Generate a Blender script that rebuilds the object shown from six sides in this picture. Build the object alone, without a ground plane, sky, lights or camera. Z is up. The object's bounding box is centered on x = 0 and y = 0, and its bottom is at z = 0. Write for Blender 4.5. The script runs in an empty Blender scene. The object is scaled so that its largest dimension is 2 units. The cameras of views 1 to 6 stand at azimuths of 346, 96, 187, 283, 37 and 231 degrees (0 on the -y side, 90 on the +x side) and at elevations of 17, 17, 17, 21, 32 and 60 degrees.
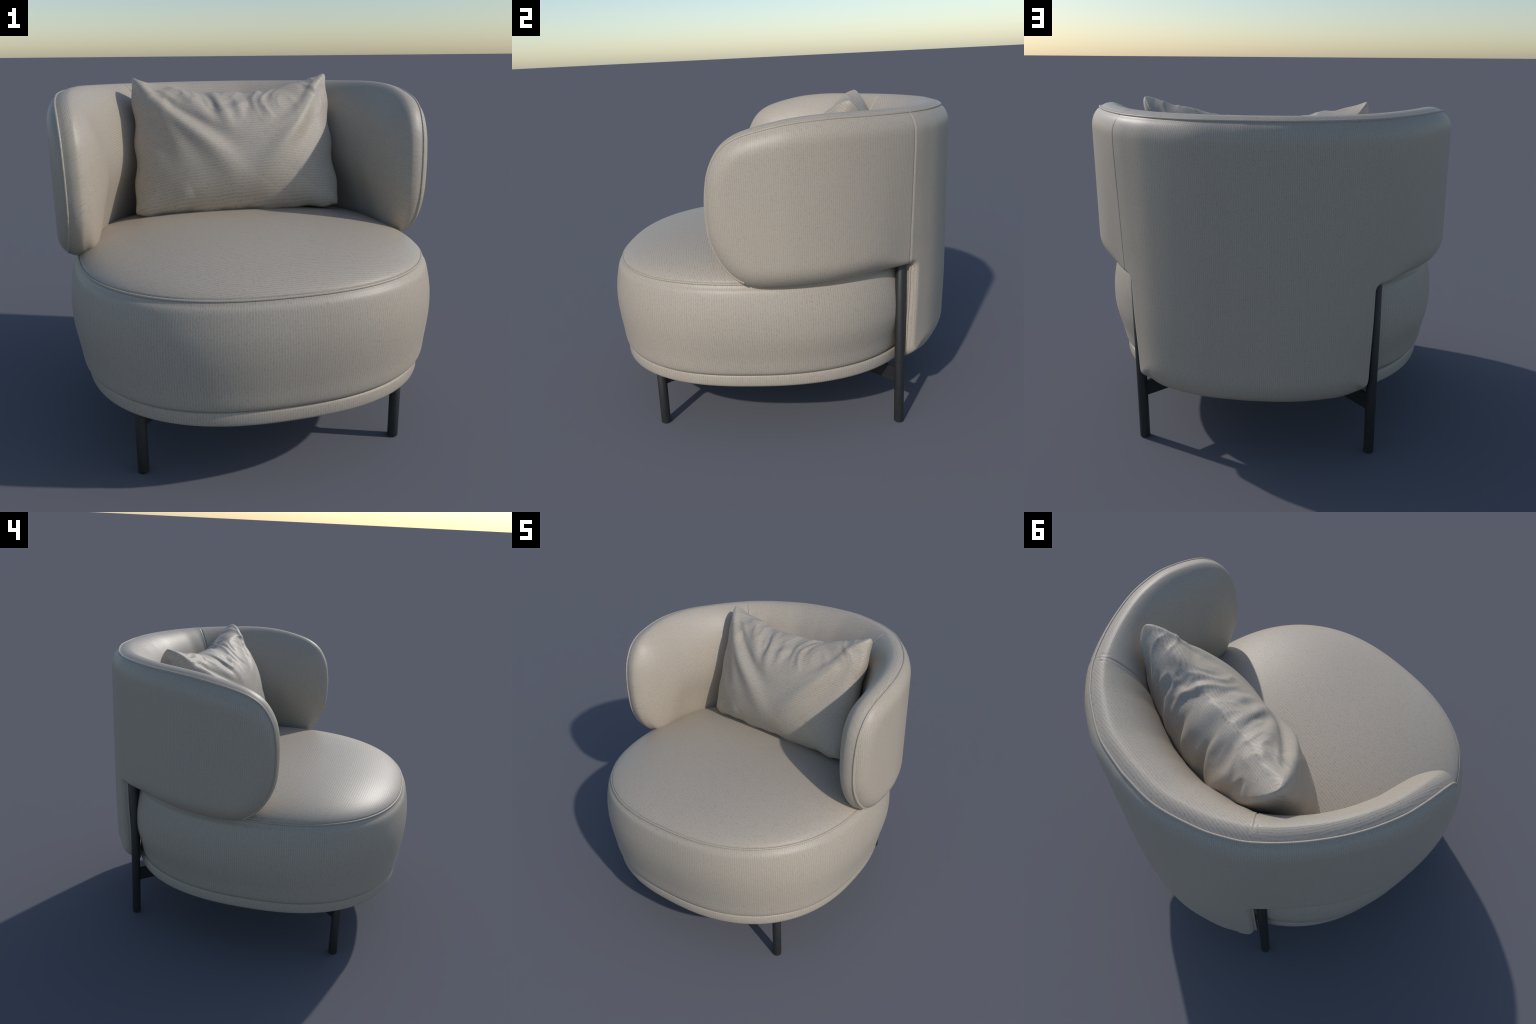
"""Upholstered tub armchair on four black tube legs, with a loose crumpled cushion.

The seat is a rounded drum built from one plan curve and a profile; the backrest is a
padded shell unrolled on (s, z) along a plan curve, rounded off towards its outline.
Everything is in metres, z up, front of the chair towards -y.
"""
import bpy
import bmesh
import math
import numpy as np
import mathutils.noise as mnoise
from mathutils import Vector, Matrix
from mathutils.geometry import delaunay_2d_cdt

rng = np.random.default_rng(7)

# ----------------------------------------------------------------------------- helpers


def catmull(ctrl, n):
    C = np.asarray(ctrl, float)
    C = np.vstack([2 * C[0] - C[1], C, 2 * C[-1] - C[-2]])
    out = []
    for i in range(1, len(C) - 2):
        t = np.linspace(0, 1, n, endpoint=False)[:, None]
        a, b, c, d = C[i - 1], C[i], C[i + 1], C[i + 2]
        out.append(.5 * (2 * b + (c - a) * t + (2 * a - 5 * b + 4 * c - d) * t**2
                         + (3 * b - a - 3 * c + d) * t**3))
    return np.vstack(out + [C[-2][None]])


def resample(P, step=None, count=None, closed=False):
    if closed:
        P = np.vstack([P, P[:1]])
    L = np.r_[0, np.cumsum(np.linalg.norm(np.diff(P, axis=0), axis=1))]
    n = count or max(2, int(round(L[-1] / step)))
    t = np.linspace(0, L[-1], n + 1)
    Q = np.stack([np.interp(t, L, P[:, k]) for k in range(P.shape[1])], 1)
    return Q[:-1] if closed else Q


def smoothstep(a, b, x):
    t = np.clip((x - a) / (b - a), 0, 1)
    return t * t * (3 - 2 * t)


def mesh_object(name, verts, faces, parent=None, mat=None, smooth=True):
    me = bpy.data.meshes.new(name)
    me.from_pydata([tuple(map(float, v)) for v in verts], [], [tuple(map(int, f)) for f in faces])
    me.update()
    if smooth:
        me.polygons.foreach_set("use_smooth", [True] * len(me.polygons))
    if mat:
        me.materials.append(mat)
    ob = bpy.data.objects.new(name, me)
    bpy.context.collection.objects.link(ob)
    if parent:
        ob.parent = parent
    return ob


def fix_normals(ob):
    bm = bmesh.new()
    bm.from_mesh(ob.data)
    bmesh.ops.recalc_face_normals(bm, faces=bm.faces)
    bm.to_mesh(ob.data)
    bm.free()


def rings_to_mesh(rings, cap_first=False, cap_last=False):
    """Closed loops of equal length joined into quads."""
    n = len(rings[0])
    V = np.vstack(rings)
    F = []
    for k in range(len(rings) - 1):
        a, b = k * n, (k + 1) * n
        for i in range(n):
            j = (i + 1) % n
            F.append((a + i, a + j, b + j, b + i))
    if cap_first:
        F.append(tuple(range(n))[::-1])
    if cap_last:
        F.append(tuple(range((len(rings) - 1) * n, len(rings) * n)))
    return V, F


def tube(path, radius, sides=10, closed=True, flat=1.0, ups=None):
    """Tube swept along a 3D path; `ups` gives a reference normal per point."""
    P = np.asarray(path, float)
    if closed:
        T = np.roll(P, -1, 0) - np.roll(P, 1, 0)
    else:
        T = np.gradient(P, axis=0)
    T /= np.linalg.norm(T, axis=1)[:, None] + 1e-12
    U = np.asarray(ups, float)
    U = U - (U * T).sum(1)[:, None] * T
    U /= np.linalg.norm(U, axis=1)[:, None] + 1e-12
    W = np.cross(T, U)
    rings = []
    for k in range(sides):
        a = 2 * math.pi * k / sides
        rings.append(P + radius * (math.cos(a) * U * flat + math.sin(a) * W))
    R = np.stack(rings, 1)  # n x sides x 3
    n = len(P)
    F = []
    for i in range(n if closed else n - 1):
        i2 = (i + 1) % n
        for k in range(sides):
            k2 = (k + 1) % sides
            F.append((i * sides + k, i2 * sides + k, i2 * sides + k2, i * sides + k2))
    if not closed:
        F.append(tuple(range(sides))[::-1])
        F.append(tuple((n - 1) * sides + k for k in range(sides)))
    return R.reshape(-1, 3), F


# --------------------------------------------------------------------------- materials


class Nodes:
    def __init__(self, name):
        self.mat = bpy.data.materials.new(name)
        self.mat.use_nodes = True
        self.t = self.mat.node_tree
        self.bsdf = self.t.nodes["Principled BSDF"]

    def node(self, kind, **kw):
        n = self.t.nodes.new(kind)
        for k, v in kw.items():
            setattr(n, k, v)
        return n

    def put(self, sock, v):
        if hasattr(v, "is_output") or isinstance(v, bpy.types.NodeSocket):
            self.t.links.new(v, sock)
        else:
            sock.default_value = v

    def math(self, op, a, b=None, c=None):
        n = self.node("ShaderNodeMath", operation=op)
        self.put(n.inputs[0], a)
        if b is not None:
            self.put(n.inputs[1], b)
        if c is not None:
            self.put(n.inputs[2], c)
        return n.outputs[0]

    def combine(self, x, y, z):
        n = self.node("ShaderNodeCombineXYZ")
        for s, v in zip(n.inputs, (x, y, z)):
            self.put(s, v)
        return n.outputs[0]

    def noise(self, vec, scale, detail=2.0, rough=.5):
        n = self.node("ShaderNodeTexNoise")
        self.put(n.inputs["Vector"], vec)
        n.inputs["Scale"].default_value = scale
        n.inputs["Detail"].default_value = detail
        n.inputs["Roughness"].default_value = rough
        return n.outputs["Fac"]

    def ramp(self, fac, stops):
        n = self.node("ShaderNodeValToRGB")
        self.put(n.inputs[0], fac)
        e = n.color_ramp.elements
        while len(e) < len(stops):
            e.new(.5)
        for el, (p, c) in zip(e, stops):
            el.position = p
            el.color = (*c, 1) if len(c) == 3 else c
        return n.outputs[0]

    def mix(self, fac, a, b):
        n = self.node("ShaderNodeMix", data_type="RGBA")
        self.put(n.inputs["Factor"], fac)
        for s, v in ((n.inputs[6], a), (n.inputs[7], b)):
            self.put(s, (*v, 1) if isinstance(v, tuple) else v)
        return n.outputs[2]


BEIGE = (.498, .416, .322)
GREY = (.404, .368, .317)
FLECK = (.315, .26, .20)


def fabric(name, layout, period, axis_y=0.0, radius=.95, tone=1.0, rough=.47):
    """Woven cloth: fine two-tone stripes with short dark flecks lying along them.

    layout: 'wall'  upright stripes round a vertical axis,
            'level' stripes at constant height that run on over a top roll,
            'cross' stripes running along x,
            'flat'  stripes along local x on an upright thing (loose cushion)."""
    m = Nodes(name)
    tc = m.node("ShaderNodeTexCoord").outputs["Object"]
    sp = m.node("ShaderNodeSeparateXYZ")
    m.put(sp.inputs[0], tc)
    x, y, z = sp.outputs
    yy = m.math("SUBTRACT", y, axis_y)
    ang = m.math("ARCTAN2", x, m.math("MULTIPLY", yy, -1.0))
    arc = m.math("MULTIPLY", ang, radius)
    if layout == "wall":
        across, along = arc, z
    elif layout == "level":
        mr = m.node("ShaderNodeMapRange", interpolation_type="SMOOTHSTEP")
        for sock, v in zip(mr.inputs[:5], (z, 1.28, 1.62, .4, 1.3)):
            m.put(sock, v)
        topw = mr.outputs[0]
        r = m.math("SQRT", m.math("ADD", m.math("MULTIPLY", x, x), m.math("MULTIPLY", yy, yy)))
        across, along = m.math("MULTIPLY_ADD", m.math("SUBTRACT", r, .74), topw, z), arc
    elif layout == "cross":
        mr = m.node("ShaderNodeMapRange", interpolation_type="SMOOTHSTEP")
        for sock, v in zip(mr.inputs[:5], (z, 1.50, 1.74, .9, .15)):
            m.put(sock, v)
        across, along = m.math("MULTIPLY_ADD", m.math("SUBTRACT", z, 1.65), mr.outputs[0], y), x
    else:
        across, along = m.math("MULTIPLY_ADD", y, .7 if layout == "flat" else -1.1, z), x
    # the threads wander a little
    wob = m.noise(tc, 9.0, 3.0)
    across = m.math("ADD", across, m.math("MULTIPLY", m.math("SUBTRACT", wob, .5), period * .9))
    phase = m.math("MULTIPLY", across, 2 * math.pi / period)
    stripe = m.math("MULTIPLY_ADD", m.math("SINE", phase), .5, .5)
    stripe = m.math("POWER", stripe, 1.4)
    # threads fade in and out along their length
    fade = m.noise(m.combine(m.math("MULTIPLY", across, 1 / period),
                             m.math("MULTIPLY", along, .22 / period), 0.0), 1.0, 2.0)
    stripe = m.math("MULTIPLY", stripe, m.math("MULTIPLY_ADD", fade, 1.1, .35))
    col = m.mix(stripe, tuple(c * tone for c in GREY), tuple(c * tone for c in BEIGE))
    # flecks: short dark dashes beside the light threads
    fl = m.noise(m.combine(m.math("MULTIPLY", across, 3.2 / period),
                           m.math("MULTIPLY", along, 1.3 / period), 3.7), 1.0, 1.5, .6)
    bed = m.math("MULTIPLY_ADD", m.math("SINE", m.math("ADD", phase, -1.9)), .07, fl)
    mask = m.ramp(bed, [(.55, (0, 0, 0)), (.74, (1, 1, 1))])
    patch = m.noise(tc, 5.0, 2.0)
    mask = m.math("MULTIPLY", mask, m.math("MULTIPLY_ADD", patch, .5, .55))
    col = m.mix(mask, col, tuple(c * tone for c in FLECK))
    # broad uneven tint of the cloth
    tint = m.noise(tc, 2.3, 3.0)
    col = m.mix(m.math("MULTIPLY", m.ramp(tint, [(.35, (0, 0, 0)), (.7, (1, 1, 1))]), .16),
                col, tuple(c * tone * f for c, f in zip(BEIGE, (1.0, .95, .9))))
    m.put(m.bsdf.inputs["Base Color"], col)
    m.bsdf.inputs["Roughness"].default_value = rough
    m.bsdf.inputs["Specular IOR Level"].default_value = .5
    grain = m.noise(m.combine(m.math("MULTIPLY", across, 3.0 / period),
                              m.math("MULTIPLY", along, 1.2 / period), 9.0), 1.0, 2.0)
    h = m.math("ADD", m.math("MULTIPLY", stripe, .6), m.math("MULTIPLY", grain, .5))
    h = m.math("SUBTRACT", h, m.math("MULTIPLY", mask, .5))
    b = m.node("ShaderNodeBump")
    b.inputs["Strength"].default_value = .12
    b.inputs["Distance"].default_value = .002
    m.put(b.inputs["Height"], h)
    m.put(m.bsdf.inputs["Normal"], b.outputs[0])
    return m.mat


def black_metal():
    m = Nodes("black_powder_coat")
    tc = m.node("ShaderNodeTexCoord").outputs["Object"]
    n = m.noise(tc, 60.0, 3.0)
    m.put(m.bsdf.inputs["Base Color"], m.ramp(n, [(.3, (.017, .019, .019)), (.7, (.024, .026, .026))]))
    m.bsdf.inputs["Roughness"].default_value = .5
    b = m.node("ShaderNodeBump")
    b.inputs["Strength"].default_value = .08
    b.inputs["Distance"].default_value = .001
    m.put(b.inputs["Height"], m.noise(tc, 500.0, 2.0))
    m.put(m.bsdf.inputs["Normal"], b.outputs[0])
    return m.mat


def dark_lining():
    m = Nodes("dark_underside_cloth")
    tc = m.node("ShaderNodeTexCoord").outputs["Object"]
    n = m.noise(tc, 220.0, 2.0)
    m.put(m.bsdf.inputs["Base Color"], m.ramp(n, [(.3, (.035, .035, .036)), (.7, (.055, .054, .052))]))
    m.bsdf.inputs["Roughness"].default_value = .9
    return m.mat


SEAT_AXIS, SHELL_AXIS = -.09, .055
SEAT_X, SEAT_TURN = -.006, .022  # the seat sits a touch off the middle of the shell
CLOTH_SEAT_SIDE = fabric("woven_cloth_seat_side", "wall", .0125, SEAT_AXIS, .93)
CLOTH_SEAT_TOP = fabric("woven_cloth_seat_top", "cross", .015)
CLOTH_OUTER = fabric("woven_cloth_shell_outside", "wall", .0098, SHELL_AXIS, .95)
CLOTH_INNER_ARM = fabric("woven_cloth_shell_arm_inside", "level", .0125, SHELL_AXIS, .8)
CLOTH_INNER_BACK = fabric("woven_cloth_shell_back_inside", "cross", .0135)
CLOTH_CUSHION = fabric("woven_cloth_cushion_front", "flat", .0165, tone=1.03, rough=.54)
CLOTH_CUSHION_BACK = fabric("woven_cloth_cushion_back", "flat back", .0165, tone=1.03, rough=.54)
METAL = black_metal()
LINING = dark_lining()

# ------------------------------------------------------------------------------- chair

chair = bpy.data.objects.new("armchair", None)
chair.empty_display_size = .3
bpy.context.collection.objects.link(chair)
chair["label"] = "round beige fabric tub armchair on four black tube legs"
chair["category"] = "armchair"

# ---- seat: a drum on a superelliptic plan, domed on top


def seat_plan(n, half_width=.880, front=-.945, rear=.79, nf=2.40, nr=2.36, yc=SEAT_AXIS):
    a = np.linspace(0, 2 * np.pi, 4 * n, endpoint=False)
    c, s = np.cos(a), np.sin(a)
    e = np.where(s < 0, nf, nr)
    P = np.stack([half_width * np.sign(c) * abs(c)**(2 / e),
                  np.where(s < 0, yc - front, rear - yc) * np.sign(s) * abs(s)**(2 / e) + yc], 1)
    P = P @ np.array([[1, SEAT_TURN], [-SEAT_TURN, 1]]) + [SEAT_X, 0]
    return resample(P, count=n, closed=True)


def plan_normals(P):
    T = np.roll(P, -1, 0) - np.roll(P, 1, 0)
    N = np.stack([T[:, 1], -T[:, 0]], 1)
    return N / np.linalg.norm(N, axis=1)[:, None]


NS = 300
SP = seat_plan(NS)
SN = plan_normals(SP)
SEAT_Z, DOME = .925, .145


def seat_ring(off, z):
    # the sides draw in towards the floor at the back
    slim = smoothstep(.66, .44, z) * (.012 * smoothstep(-.6, -.1, SP[:, 1]) + .010 * smoothstep(-.1, .4, SP[:, 1]))
    return np.c_[SP + SN * (off - slim)[:, None], np.full(NS, z)]


side_profile = catmull([(.0005, .9215), (.007, .910), (.024, .885), (.040, .82), (.050, .75), (.0515, .67),
                        (.045, .59), (.0365, .52), (.031, .465), (.024, .436), (.010, .421), (-.008, .412), (-.03, .408)], 8)
side_profile = np.vstack([[(-.007, .9235), (-.003, .9232)], side_profile])
seat = mesh_object("seat", *rings_to_mesh([seat_ring(o, z) for o, z in side_profile]), chair, CLOTH_SEAT_SIDE)
fix_normals(seat)


def dome_z(k):
    return SEAT_Z + DOME * np.maximum(0, 1 - k**2.769)**(1 / 1.643)


ks = np.r_[.9925, 1 - np.geomspace(.0105, .97, 40), .012]
rings = [np.c_[SP * .9905 + np.array([SEAT_X, SEAT_AXIS]) * .0095, np.full(NS, .9235)]]
for k in ks:
    zt = dome_z(k) - .014 * (1 - k) / .3 * (k > .7) * smoothstep(.0, .6, SP[:, 1]) - .014 * (k <= .7) * smoothstep(.0, .6, SP[:, 1]) * k / .7
    rings.append(np.c_[SP * k + np.array([SEAT_X, SEAT_AXIS]) * (1 - k), zt])
seat_top = mesh_object("seat_top_panel", *rings_to_mesh(rings, cap_last=True), seat, CLOTH_SEAT_TOP)
fix_normals(seat_top)

pp = np.c_[SP * .9955 + np.array([SEAT_X, SEAT_AXIS]) * .0045, np.full(NS, .9275)]
mesh_object("seat_piping", *tube(pp, .0066, 10, True, 1.0, np.c_[SN, np.full(NS, 1.)]), seat, CLOTH_SEAT_SIDE)

# base band under the drum
BP = seat_plan(NS, .872, -.960, .81, 2.42, 2.33, -.105)
BN = plan_normals(BP)
prof = [(-.05, .417), (-.012, .4175), (-.005, .416), (-.001, .412), (.001, .404), (.0015, .385), (.001, .362),
        (-.002, .353), (-.008, .3485), (-.018, .347), (-.06, .347)]
band = mesh_object("seat_base_band", *rings_to_mesh([np.c_[BP + BN * o, np.full(NS, z)] for o, z in prof]),
                   chair, CLOTH_SEAT_SIDE)
fix_normals(band)
mesh_object("underside_panel", *rings_to_mesh(
    [np.c_[BP - BN * .055, np.full(NS, .352)], np.c_[BP - BN * .058, np.full(NS, .343)]], True, True),
    chair, LINING)

# ---- backrest shell, unrolled on (s, z): s runs round the outer plan curve from the back centre

half_plan = [(0, 1.0), (.225, .979), (.44, .899), (.56, .827), (.658, .744), (.798, .571), (.907, .375), (.967, .18), (.981, .03),
             (.976, -.12), (.957, -.28), (.93, -.42)]
hp = catmull(half_plan, 40)
hp = np.vstack([hp[:0:-1] * [-1, 1], hp])
# smooth, then arc length
for _ in range(25):
    hp[1:-1] = .25 * hp[:-2] + .5 * hp[1:-1] + .25 * hp[2:]
hp[:, 1] += 1.0 - hp[:, 1].max()
PL = resample(hp, step=.004)
PS = np.r_[0, np.cumsum(np.linalg.norm(np.diff(PL, axis=0), axis=1))]
PS -= PS[-1] / 2
PT = np.gradient(PL, axis=0)
PT /= np.linalg.norm(PT, axis=1)[:, None]
PN = np.stack([-PT[:, 1], PT[:, 0]], 1)  # outwards


def plan_at(s):
    p = np.stack([np.interp(s, PS, PL[:, k]) for k in (0, 1)], 1)
    n = np.stack([np.interp(s, PS, PN[:, k]) for k in (0, 1)], 1)
    return p, n / np.linalg.norm(n, axis=1)[:, None]


def s_of(x, y):
    d = (PL[:, 0] - x)**2 + (PL[:, 1] - y)**2
    return PS[d.argmin()]


S_SEAM = s_of(.653, .745)
S_EDGE = S_SEAM - .042
NOTCH_Z, LOW_Z = .933, .370


def on_arm(y):
    right = PS > .3
    return np.interp(-y, -PL[right, 1], PS[right])


# outline of the right half: top, rounded front of the arm, underside, notch, lower back panel
TOP_Z = 1.743
arm = [(on_arm(y), z) for y, z in [
    (.34, 1.749), (.146, 1.736), (-.022, 1.706), (-.135, 1.670), (-.212, 1.615), (-.268, 1.525), (-.292, 1.43), (-.301, 1.33),
    (-.297, 1.21), (-.275, 1.12), (-.229, 1.032), (-.165, .964), (-.085, .926), (.02, .918), (.15, .922),
    (.30, .924), (.49, .929)]]
S34 = on_arm(.34)
top = [(t * S34, TOP_Z + .006 * smoothstep(.35, 1, t)) for t in (0, .2, .4, .6, .8)]
under = [(S_SEAM + .06, NOTCH_Z - .004)]
upper = catmull(top + arm + under, 24)
R_IN, R_OUT = .012, .050
ang = np.linspace(0, np.pi / 2, 8)
notch = [(S_EDGE + R_IN - R_IN * math.sin(a), NOTCH_Z - R_IN + R_IN * math.cos(a)) for a in ang]
corner = [(S_EDGE - R_OUT + R_OUT * math.cos(a), LOW_Z - .012 + R_OUT - R_OUT * math.sin(a)) for a in ang]
foot = [(S_EDGE * t, LOW_Z - .012 * smoothstep(.2, .85, t)) for t in (.85, .7, .5, .3, .1, 0)]
half = np.vstack([upper, notch, corner, foot])
OUT = np.vstack([half, (half * [-1, 1])[::-1]])
OUT = resample(OUT, step=.007, closed=True)
OT = np.roll(OUT, -1, 0) - np.roll(OUT, 1, 0)
OT /= np.linalg.norm(OT, axis=1)[:, None]
ON = np.stack([OT[:, 1], -OT[:, 0]], 1)  # inwards (outline runs clockwise)
OS, OZ = OUT[:, 0], OUT[:, 1]
# the lower panel has a tighter edge than the padded upper shell
tight_u = smoothstep(LOW_Z - .015, LOW_Z + .05, OZ) * (OZ < NOTCH_Z + .02) * smoothstep(S_EDGE + .30, S_EDGE + .04, abs(OS)) \
    * smoothstep(S_EDGE - .16, S_EDGE - .01, abs(OS))
# the corded seam shows along the top, the arm fronts and the upright edges, not underneath
pipe_u = (1 - smoothstep(.88, .97, ON[:, 1])) * (abs(OS) > S_EDGE + .02) + (OZ > 1.5) * (abs(OS) <= S_EDGE + .02)


def to_outline(Q):
    """distance to the outline, and the edge tightness and seam strength found there"""
    d = np.empty(len(Q))
    w = np.empty((len(Q), 2))
    both = np.stack([tight_u, pipe_u], 1)
    A, B = OUT, np.roll(OUT, -1, 0)
    D = B - A
    L = (D**2).sum(1)
    for i in range(0, len(Q), 4000):
        q = Q[i:i + 4000]
        t = np.clip(((q[:, None] - A) * D).sum(2) / L, 0, 1)
        r = ((q[:, None] - (A + D * t[..., None]))**2).sum(2)
        j = r.argmin(1)
        d[i:i + 4000] = np.sqrt(r[np.arange(len(q)), j])
        ww = np.exp(-(r - r.min(1)[:, None]) / .0009)
        w[i:i + 4000] = ww @ both / ww.sum(1)[:, None]
    return d, w


PIPE_D = .020
levels = [.0008, .0028, .006, .010, .0125, .0155, PIPE_D, .0245, .0275, .031, .038, .048, .060, .075, .093, .113, .137, .165, .2]
pts, lev = [OUT], [np.zeros(len(OUT))]
ring_of = {}
for k, d in enumerate(levels):
    step = 1 if d < .05 else 2
    Q = OUT[::step] + ON[::step] * d
    td, _ = to_outline(Q)
    keep = td > d * .985 - 1e-4
    ring_of[d] = Q[keep]
    pts.append(Q[keep])
    lev.append(np.full(keep.sum(), d))
# interior lattice, with its own columns of points beside the two upright seams
SEAM_COLS = S_SEAM + np.array([-.017, -.011, -.0065, -.003, 0, .003, .0065, .011, .017])
half_s = np.r_[np.arange(.011, S_SEAM - .03, .022), np.arange(S_SEAM + .036, OS.max(), .022)]
grid_s = np.r_[-half_s[::-1], half_s]
grid_z = np.arange(LOW_Z - .02, TOP_Z + .02, .02)
G = np.stack(np.meshgrid(grid_s, grid_z), -1).reshape(-1, 2)
inside = np.zeros(len(G), bool)
A, B = OUT, np.roll(OUT, -1, 0)
for a, b in zip(A, B):
    if a[1] != b[1]:
        cross = (G[:, 1] >= min(a[1], b[1])) & (G[:, 1] < max(a[1], b[1]))
        xs = a[0] + (G[:, 1] - a[1]) * (b[0] - a[0]) / (b[1] - a[1])
        inside ^= cross & (xs > G[:, 0])
gd, _ = to_outline(G)
pts.append(G[inside & (gd > .21)])
Q = np.vstack(pts[1:])
by_seam = (abs(abs(Q[:, 0]) - S_SEAM) < .0245) & (Q[:, 1] > NOTCH_Z - .012)
Q = np.vstack([OUT, Q[~by_seam]])
right_top = (OS > 0) & (OZ > 1.6)
under_arm = (OS > S_EDGE + .012) & (OZ < 1.0) & (ON[:, 1] > .5)
columns = []
for sg in (-1, 1):
    for c in SEAM_COLS:
        zt = np.interp(c, OS[right_top], OZ[right_top])
        o = np.argsort(OS[under_arm])
        zb = np.interp(c, OS[under_arm][o], OZ[under_arm][o])
        lv = np.array(levels[1:])
        zz = np.r_[zb + lv, np.arange(zb + .225, zt - .21, .02), (zt - lv)[::-1]]
        columns.append(np.c_[np.full(len(zz), sg * c), zz])
nb = len(OUT)
links = [(i, (i + 1) % nb) for i in range(nb)]
n0 = len(Q)
for col in columns:
    links += [(n0 + i, n0 + i + 1) for i in range(len(col) - 1)]
    n0 += len(col)
Q = np.vstack([Q] + columns)
cdt = delaunay_2d_cdt([Vector(q) for q in Q.tolist()], links,
                      [list(range(nb))], 1, 1e-6)
Q = np.array([tuple(v) for v in cdt[0]])
TRI = np.array([f for f in cdt[2]])
D, EDGES = to_outline(Q)
D[D < 2e-4] = 0


def dome(d, w, p=2.0):
    k = np.clip(1 - d / w, 0, 1)
    return np.maximum(0, 1 - k**p)**(1 / p)


def inner_dome(Q, D):
    upper = np.maximum(smoothstep(.86, 1.0, Q[:, 1]), smoothstep(S_EDGE, S_EDGE + .05, abs(Q[:, 0])))
    return dome(D, .40 * upper + .10 * (1 - upper), 1.6)


# the padding knows no ridges: away from the edge the dome is blurred on a fine grid
gs, gz = np.arange(OS.min() - .15, OS.max() + .15, .0125), np.arange(OZ.min() - .15, OZ.max() + .15, .0125)
GQ = np.stack(np.meshgrid(gs, gz), -1).reshape(-1, 2)
g_in = np.zeros(len(GQ), bool)
for a, b in zip(OUT, np.roll(OUT, -1, 0)):
    if a[1] != b[1]:
        cross = (GQ[:, 1] >= min(a[1], b[1])) & (GQ[:, 1] < max(a[1], b[1]))
        g_in ^= cross & (a[0] + (GQ[:, 1] - a[1]) * (b[0] - a[0]) / (b[1] - a[1]) > GQ[:, 0])
field = np.where(g_in, inner_dome(GQ, to_outline(GQ)[0]), 0).reshape(len(gz), len(gs))
kern = np.exp(-.5 * (np.arange(-12, 13) / 4.0)**2)
kern /= kern.sum()
for axis in (0, 1):
    field = np.apply_along_axis(lambda r: np.convolve(r, kern, "same"), axis, field)
fi, fj = (Q[:, 1] - gz[0]) / .0125, (Q[:, 0] - gs[0]) / .0125
i0, j0 = fi.astype(int), fj.astype(int)
ti, tj = fi - i0, fj - j0
soft = (field[i0, j0] * (1 - ti) + field[i0 + 1, j0] * ti) * (1 - tj) + (field[i0, j0 + 1] * (1 - ti) + field[i0 + 1, j0 + 1] * ti) * tj
INNER = inner_dome(Q, D)
INNER += smoothstep(.10, .26, D) * (soft - INNER)


def shell_point(Q, D, EDGE, side):
    s, z = Q[:, 0], Q[:, 1]
    TIGHT, SEW = EDGE.T
    P, N = plan_at(s)
    edge = .108 * (1 - TIGHT) + .062 * TIGHT
    if side == "out":
        w = (.117 + .045 * smoothstep(.62, .42, z)) * (1 - TIGHT) + .036 * TIGHT
        off = -edge * (1 - dome(D, w))
        g = np.exp(-((D - PIPE_D - .0085) / .0028)**2) + np.exp(-((D - PIPE_D + .0085) / .0028)**2)
        off = off - .0026 * g * SEW - .008 * smoothstep(.80, .45, z)
    else:
        upper = np.maximum(smoothstep(.86, 1.0, z), smoothstep(S_EDGE, S_EDGE + .05, abs(s)))
        back = 1 - smoothstep(.25, 1.05, abs(s))
        thick = (.29 + .085 * back) * upper + .13 * (1 - upper)
        thick = thick - .012 * smoothstep(1.40, 1.05, z) * upper
        off = -edge - np.maximum(thick - edge, .01) * INNER
    # upright seams at the corners of the back
    ds = abs(s) - S_SEAM
    high = smoothstep(NOTCH_Z - .03, NOTCH_Z + .01, z)
    pinch = np.exp(-(ds / .0042)**2) * .0034 - np.exp(-((ds + .011) / .006)**2) * .001
    # outside, only the right-hand corner is seamed
    off = off + (-1.0 * (s > 0) if side == "out" else 1.7) * pinch * high
    # the corners of the back lean outwards with height
    flare = .035 * np.minimum(z - 1.45, .1) * np.exp(-((abs(s) - S_SEAM - .04) / .17)**2)
    off = off + flare
    xy = P + N * off[:, None]
    if side == "in":  # the padding sags on to the seat
        z = z - .06 * smoothstep(0, .07, D) * smoothstep(1.2, .96, z) * smoothstep(S_EDGE - .02, S_EDGE + .05, abs(s))
    return np.c_[xy, z]


V_OUT = shell_point(Q, D, EDGES, "out")
V_IN = shell_point(Q, D, EDGES, "in")
edge_v = D == 0
nq = len(Q)
idx_in = np.where(edge_v, np.arange(nq), np.arange(nq) + nq)
VV = np.vstack([V_OUT, V_IN])
cen_d = D[TRI].mean(1)
cen_s = Q[TRI].mean(1)[:, 0]
T_OUT = TRI
T_IN = idx_in[TRI][:, ::-1]
# one closed surface first: its normals are kept when the panels are parted
shell_me = bpy.data.meshes.new("shell_whole")
shell_me.from_pydata(VV.tolist(), [], np.vstack([T_OUT, T_IN]).tolist())
shell_me.update()
bm = bmesh.new()
bm.from_mesh(shell_me)
bmesh.ops.recalc_face_normals(bm, faces=bm.faces)
bm.to_mesh(shell_me)
bm.free()
NRM = np.empty(len(VV) * 3)
shell_me.vertex_normals.foreach_get("vector", NRM)
NRM = NRM.reshape(-1, 3)
FACES = np.array([tuple(p.vertices) for p in shell_me.polygons])
bpy.data.meshes.remove(shell_me)
side_out = np.r_[np.ones(len(TRI), bool), np.zeros(len(TRI), bool)]
fd, fs = np.r_[cen_d, cen_d], np.r_[cen_s, cen_s]
fz = np.tile(Q[TRI].mean(1)[:, 1], 2)
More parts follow.
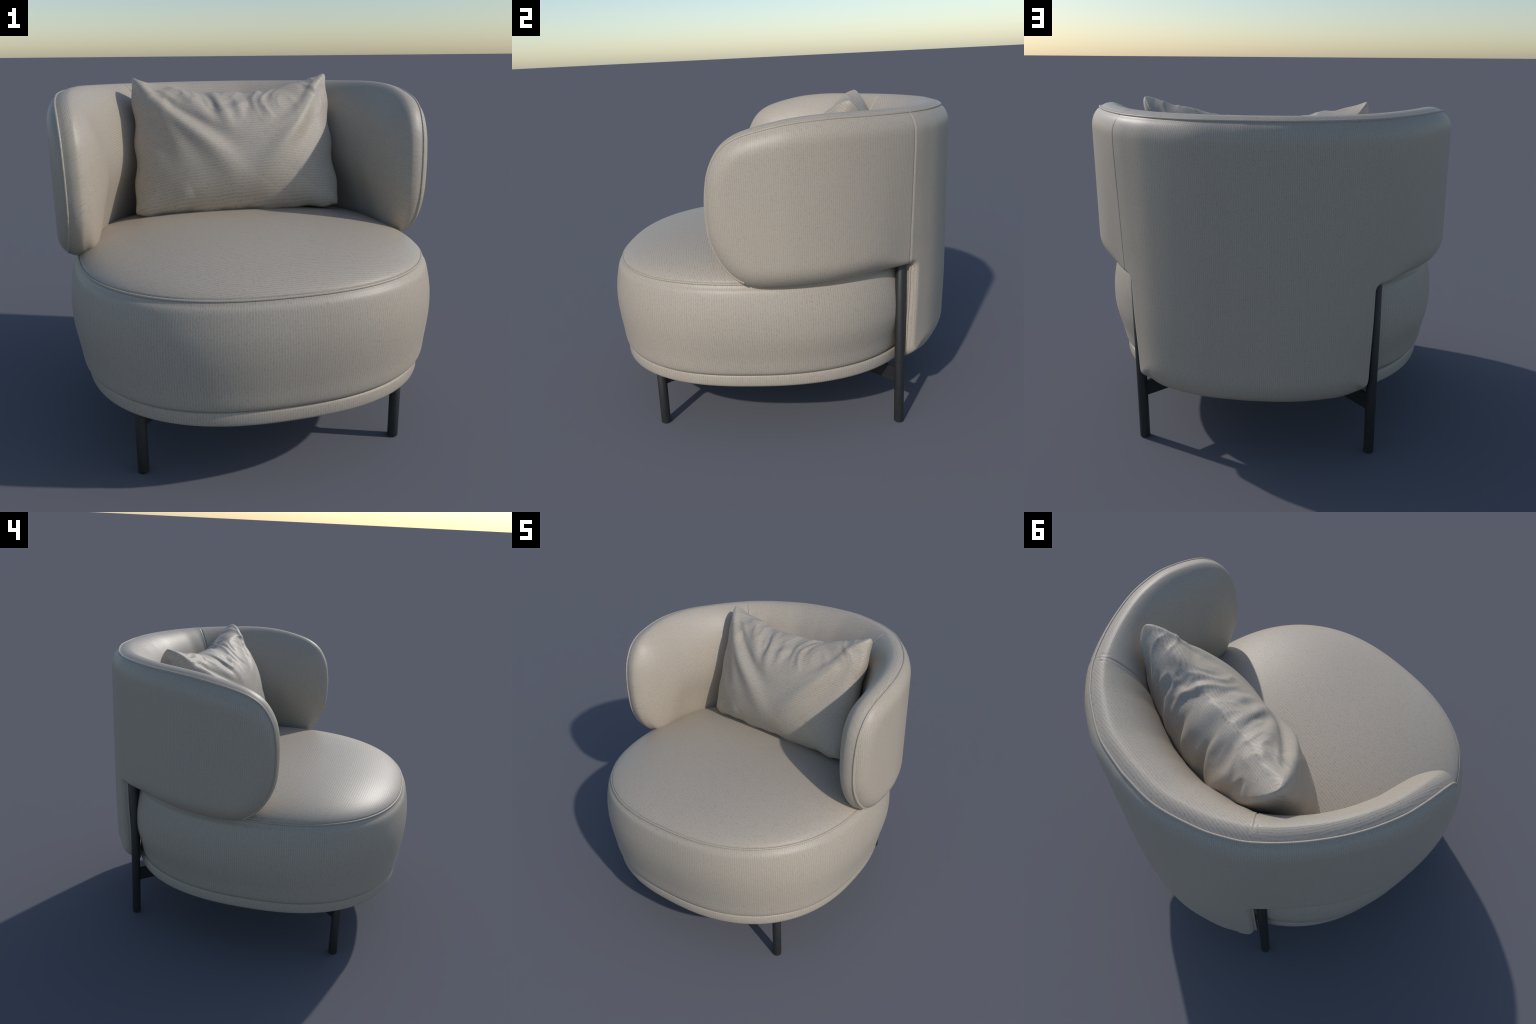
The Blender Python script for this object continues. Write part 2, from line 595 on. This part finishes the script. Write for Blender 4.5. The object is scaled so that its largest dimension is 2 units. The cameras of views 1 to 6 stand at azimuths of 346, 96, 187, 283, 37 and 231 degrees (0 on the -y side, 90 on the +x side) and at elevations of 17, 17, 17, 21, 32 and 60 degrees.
is_panel = side_out & ((fd > PIPE_D) | ((fz < NOTCH_Z - .01) & (abs(fs) < S_EDGE + .004)))


def shell_part(name, mask, mat, parent):
    F = FACES[mask]
    used, inv = np.unique(F, return_inverse=True)
    ob = mesh_object(name, VV[used], inv.reshape(F.shape), parent, mat)
    ob.data.normals_split_custom_set_from_vertices([tuple(n) for n in NRM[used]])
    return ob


backrest = shell_part("backrest", is_panel & (abs(fs) <= S_SEAM), CLOTH_OUTER, chair)
for sg in (1, -1):
    shell_part("arm", is_panel & (fs * sg > S_SEAM), CLOTH_OUTER, backrest)
    shell_part("arm_lining", ~is_panel & (fs * sg > S_SEAM), CLOTH_INNER_ARM, backrest)
shell_part("back_lining", ~is_panel & (abs(fs) <= S_SEAM), CLOTH_INNER_BACK, backrest)
ringp = ring_of[PIPE_D]
rd, rt = to_outline(ringp)
pp = shell_point(ringp, np.full(len(ringp), PIPE_D), rt, "out")
_, pn = plan_at(ringp[:, 0])
# direction off the surface: half outwards, half away from the middle of the panel
j = ((ringp[:, None] - OUT)**2).sum(2).argmin(1)
tan = np.stack([-pn[:, 1], pn[:, 0]], 1) * -1
n2 = -ON[j]
ups = np.c_[pn * .75 + tan * 0, np.zeros(len(pn))]
ups[:, 2] += .7 * n2[:, 1]
ups[:, :2] += tan * (.7 * n2[:, :1])
sewn = rt[:, 1] > .5
start = int(np.where(~sewn & np.roll(sewn, -1))[0][0]) + 1
order = np.roll(np.arange(len(pp)), -start)
runs, run = [], []
for i in order:
    if sewn[i]:
        run.append(i)
    elif run:
        runs.append(run)
        run = []
if run:
    runs.append(run)
cv, cf = [], []
for run in runs:
    if len(run) > 5:
        v, f = tube(pp[run], .0064, 10, False, 1.0, ups[run])
        cf += [tuple(i + sum(map(len, cv)) for i in q) for q in f]
        cv.append(v)
# cords down the two upright edges of the lower panel, right on the edge
for sg in (1, -1):
    i = np.where((tight_u > .3) & (abs(ON[:, 1]) < .75) & (OS * sg > 0) & (OZ < NOTCH_Z - .004))[0]
    i = i[np.argsort(OZ[i])]
    e = shell_point(OUT[i], np.full(len(i), .004), np.stack([tight_u[i], 0 * i], 1), "out")
    en = plan_at(OS[i])[1]
    v, f = tube(e, .0062, 10, False, 1.0, np.c_[en, np.zeros(len(i))])
    cf += [tuple(k + sum(map(len, cv)) for k in q) for q in f]
    cv.append(v)
mesh_object("backrest_piping", np.vstack(cv), cf, backrest, CLOTH_OUTER)

# ---- legs and the crossing bars under the seat


def leg_mesh(height, r=.027, n=40):
    prof = [(0, 0), (r * .86, 0), (r * .96, .0015), (r, .006), (r, height - .002), (r - .002, height), (0, height)]
    a = np.linspace(0, 2 * np.pi, n, endpoint=False)
    rings = [np.c_[rr * np.cos(a), rr * np.sin(a), np.full(n, z)] for rr, z in prof[1:-1]]
    return rings_to_mesh(rings, True, True)


LEGS = [(.632, -.655, .40), (-.652, -.655, .40), (.605, .69, .975), (-.605, .69, .975)]
for x, y, h in LEGS:
    ob = mesh_object("leg", *leg_mesh(h), chair, METAL)
    fix_normals(ob)
    ob.location = (x, y, 0)
    m = ob.modifiers.new("edge", "EDGE_SPLIT")
    m.split_angle = math.radians(50)
    # flat bar from the leg inwards under the seat
    to = Vector((-x * .18, .02 - y * .12, 0))
    d = Vector((to.x - x, to.y - y, 0)).normalized()
    nrm = Vector((-d.y, d.x, 0)) * .008
    a, b = Vector((x, y, 0)) + d * .012, Vector((x, y, 0)) + d * .62
    lo, hi = .239, .325 if y > 0 else .343
    vs = []
    for p in (a, b):
        for q in (nrm, -nrm):
            for zz in (lo, hi):
                vs.append(p + q + Vector((0, 0, zz)))
    fs_ = [(0, 1, 3, 2), (4, 6, 7, 5), (0, 4, 5, 1), (2, 3, 7, 6), (1, 5, 7, 3), (0, 2, 6, 4)]
    bar = mesh_object("support_bar", vs, fs_, chair, METAL, smooth=False)
    fix_normals(bar)
    bv = bar.modifiers.new("bevel", "BEVEL")
    bv.width, bv.segments = .0015, 2

# ---------------------------------------------------------------------- loose cushion

CORNERS = {(-1, 1): (-.528, .501, 1.786), (1, 1): (.596, .437, 1.801),
           (-1, -1): (-.558, .259, 1.03), (1, -1): (.59, .12, 1.062)}
# folds on the front: start (u,v), end (u,v), height, width
FRONT_FOLDS = [
    ((.96, .93), (.22, -.66), .030, .11), ((.90, .93), (.40, .15), .010, .06), ((.95, .80), (.66, -.20), -.012, .07),
    ((-.96, .93), (-.02, -.64), .030, .11), ((-.93, .75), (-.55, -.40), .012, .09), ((-.80, .86), (-.10, -.05), -.018, .085),
    ((-.98, .70), (-.70, -.30), -.010, .07),
    ((-.24, .98), (-.08, .32), .020, .065), ((-.27, .99), (-.22, .66), -.024, .04), ((-.02, .98), (.04, .45), .012, .05),
    ((.10, .98), (.13, .60), -.012, .045), ((.25, .98), (.36, .35), .010, .06),
    ((-.52, .98), (-.26, .45), .010, .07), ((-.60, -.98), (-.45, -.82), .012, .08), ((.55, -.98), (.45, -.84), -.008, .06),
    ((.98, -.30), (.84, -.34), -.007, .05), ((-.98, -.62), (-.84, -.55), -.008, .06), ((-.97, .35), (-.82, .25), -.007, .06)]
BACK_FOLDS = [
    ((-.16, .99), (-.30, .40), -.045, .05), ((.02, .99), (.10, .50), .022, .075), ((.16, .99), (.08, .55), -.030, .055),
    ((.38, .99), (.30, .55), .016, .06), ((.55, .99), (.50, .65), -.012, .05), ((-.50, .99), (-.45, .5), .018, .08),
    ((-.66, .97), (-.66, .6), -.012, .06), ((.95, .93), (.3, .1), .014, .10), ((-.95, .93), (-.3, .1), .014, .10)]


def folds(u, v, table):
    u, v = u + .045 * wrinkle(u, v, 21, 14), v + .045 * wrinkle(u, v, 22, 14)
    h = np.zeros_like(u)
    asp = .70  # cushion height / width
    for (u0, v0), (u1, v1), amp, wid in table:
        ax, ay, bx, by = u0, v0 * asp, u1, v1 * asp
        dx, dy = bx - ax, by - ay
        L2 = dx * dx + dy * dy
        t = ((u - ax) * dx + (v * asp - ay) * dy) / L2
        tc = np.clip(t, 0, 1)
        bend = .03 * np.sin(np.pi * tc)
        px, py = ax + dx * tc - dy * bend / math.sqrt(L2), ay + dy * tc + dx * bend / math.sqrt(L2)
        d2 = (u - px)**2 + (v * asp - py)**2
        fall = np.sin(np.pi * (.12 + .80 * tc))**.8
        w = wid * (.7 + .6 * tc)
        h += amp * fall * np.exp(-d2 / (w * w))
    return h


def wrinkle(u, v, seed, n=26):
    r = np.random.default_rng(seed)
    h = np.zeros_like(u)
    for _ in range(n):
        a = r.uniform(0, np.pi)
        k = r.uniform(3, 9)
        h += np.sin(k * (u * math.cos(a) + .7 * v * math.sin(a)) + r.uniform(0, 6.28)) / k
    return h / n * 2.2


def cushion_side(u, v, side):
    """side +1 is the front (towards -y)"""
    c = {k: np.array(p) for k, p in CORNERS.items()}
    # blunt corner tips
    mx = np.maximum(np.abs(u), np.abs(v))
    q = 1.085 * mx / np.maximum((np.abs(u)**7 + np.abs(v)**7)**(1 / 7), 1e-9)
    su, sv = u * (1 + (q - 1) * mx**4), v * (1 + (q - 1) * mx**4)
    w = lambda a, b: ((1 + a * su) / 2 * (1 + b * sv) / 2)[..., None]
    mid = sum(w(a, b) * c[(a, b)] for (a, b) in c)
    X = (c[(1, 1)] + c[(1, -1)] - c[(-1, 1)] - c[(-1, -1)]) / 2
    Y = (c[(1, 1)] + c[(-1, 1)] - c[(1, -1)] - c[(-1, -1)]) / 2
    Xn, Yn = X / np.linalg.norm(X), Y / np.linalg.norm(Y)
    nrm = np.cross(Xn, Yn)
    nrm /= np.linalg.norm(nrm)
    # edges drawn in between the corners by the filling
    top_in = (.088 * (1 - np.abs(u)**4)**1.5 + .060 * (1 - u**2)) * smoothstep(-.3, 1, v)
    bot_in = .034 * (1 - np.abs(u)**5) * smoothstep(.1, -1, v)
    side_in = .054 * (1 - np.abs(v)**4)**1.5
    mid = mid - Yn * top_in[..., None] + Yn * bot_in[..., None] - Xn * (side_in * u)[..., None]
    # scalloped seam
    edge_u, edge_v_ = np.abs(u)**14, np.abs(v)**14
    mid = mid + Xn * (edge_u * .006 * np.sin(v * 12 + u * 2))[..., None] \
        + Yn * (edge_v_ * .006 * (np.sin(u * 11 + 1.3) + .6 * np.sin(u * 23 + v)))[..., None]
    vs = v + (.10 if side > 0 else .05) * (1 - v**2)
    swell = np.maximum(0, 1 - np.abs(u)**2.5)**.5 * np.maximum(0, 1 - np.abs(vs)**2.5)**(.5 if side > 0 else .42)
    swell = swell * (1 - (.12 * u if side > 0 else 0))
    amount = .200 if side > 0 else .318
    fade = np.maximum(0, (1 - u**8) * (1 - v**10))**.5
    h = amount * swell
    h = h + folds(u, v, FRONT_FOLDS if side > 0 else BACK_FOLDS) * fade * .85
    h = h + .006 * wrinkle(u, v, 3 if side > 0 else 5) * fade
    ear = smoothstep(.72, .98, np.abs(u)) * smoothstep(.66, .98, np.abs(v))
    h = h + .027 * ear * np.maximum(0, 1 - np.maximum(np.abs(u), np.abs(v))**12)**.5
    crown = smoothstep(.35, .9, v) * fade
    h = h + .004 * crown * wrinkle(u * 2.9 + .3 * v, v * 1.3, 31 if side > 0 else 32, 22)
    P = mid + nrm * (side * h)[..., None]
    # the cushion stands with a slightly flattened foot
    return P


def edge_spaced(n):
    t = np.linspace(-1, 1, n)
    return np.sin(t * np.pi / 2) * .85 + t * .15


nu, nv = 220, 150
U, W = np.meshgrid(edge_spaced(nu), edge_spaced(nv))
# round the corner tips a little
Fp = cushion_side(U, W, 1).reshape(-1, 3)
Bp = cushion_side(U, W, -1).reshape(-1, 3)
border = ((abs(U) > .9999) | (abs(W) > .9999)).ravel()
back_id = np.where(border, np.arange(nu * nv), np.arange(nu * nv) + nu * nv)
faces = []
for jv in range(nv - 1):
    for iu in range(nu - 1):
        a, b, c, d = jv * nu + iu, jv * nu + iu + 1, (jv + 1) * nu + iu + 1, (jv + 1) * nu + iu
        faces.append((a, b, c, d))
        faces.append((back_id[a], back_id[d], back_id[c], back_id[b]))
base = np.array([.02, .3, 1.03])
cushion = mesh_object("throw_cushion", np.vstack([Fp, Bp]) - base, faces, None, CLOTH_CUSHION)
cushion.data.materials.append(CLOTH_CUSHION_BACK)
cushion.data.polygons.foreach_set("material_index", [k % 2 for k in range(len(faces))])
fix_normals(cushion)
cushion.location = tuple(base)
bm = bmesh.new()
bm.from_mesh(cushion.data)
loose = [v for v in bm.verts if not v.link_faces]
bmesh.ops.delete(bm, geom=loose, context="VERTS")
bm.to_mesh(cushion.data)
bm.free()
# crumpled crown: ridged creases running from front to back over the top edge
cn = np.empty(len(cushion.data.vertices) * 3)
cushion.data.vertex_normals.foreach_get("vector", cn)
cn = cn.reshape(-1, 3)
cco = np.empty(cn.size)
cushion.data.vertices.foreach_get("co", cco)
cco = cco.reshape(-1, 3)
rise = np.zeros(len(cn))
for k, (cx, cy, cz) in enumerate(cco):
    lift = cz + .10 * cy
    w = float(smoothstep(.48, .70, lift)) * float(smoothstep(.57, .42, abs(cx - .015)))
    if w > 0:
        warp = mnoise.noise(Vector((cx * 4, cy * 4, cz * 4 + 5.0)))
        warp2 = mnoise.noise(Vector((cx * 4 + 9.0, cy * 4, cz * 4)))
        q = Vector((cx * 6.5 + 1.1 * warp, cy * 3.2 + 1.3 * warp2, cz * 3.0 + .8 * warp))
        broad = 1 - 2.2 * abs(mnoise.noise(q))
        fine = 1 - 2.2 * abs(mnoise.noise(q * 2.1 + Vector((3.1, 1.7, 0))))
        rise[k] = w * (.014 * broad + .004 * fine - .005)
cco += cn * rise[:, None]
cushion.data.vertices.foreach_set("co", cco.ravel())
cushion.data.update()
cushion["label"] = "rectangular beige woven throw cushion with soft creases"
cushion["category"] = "cushion"
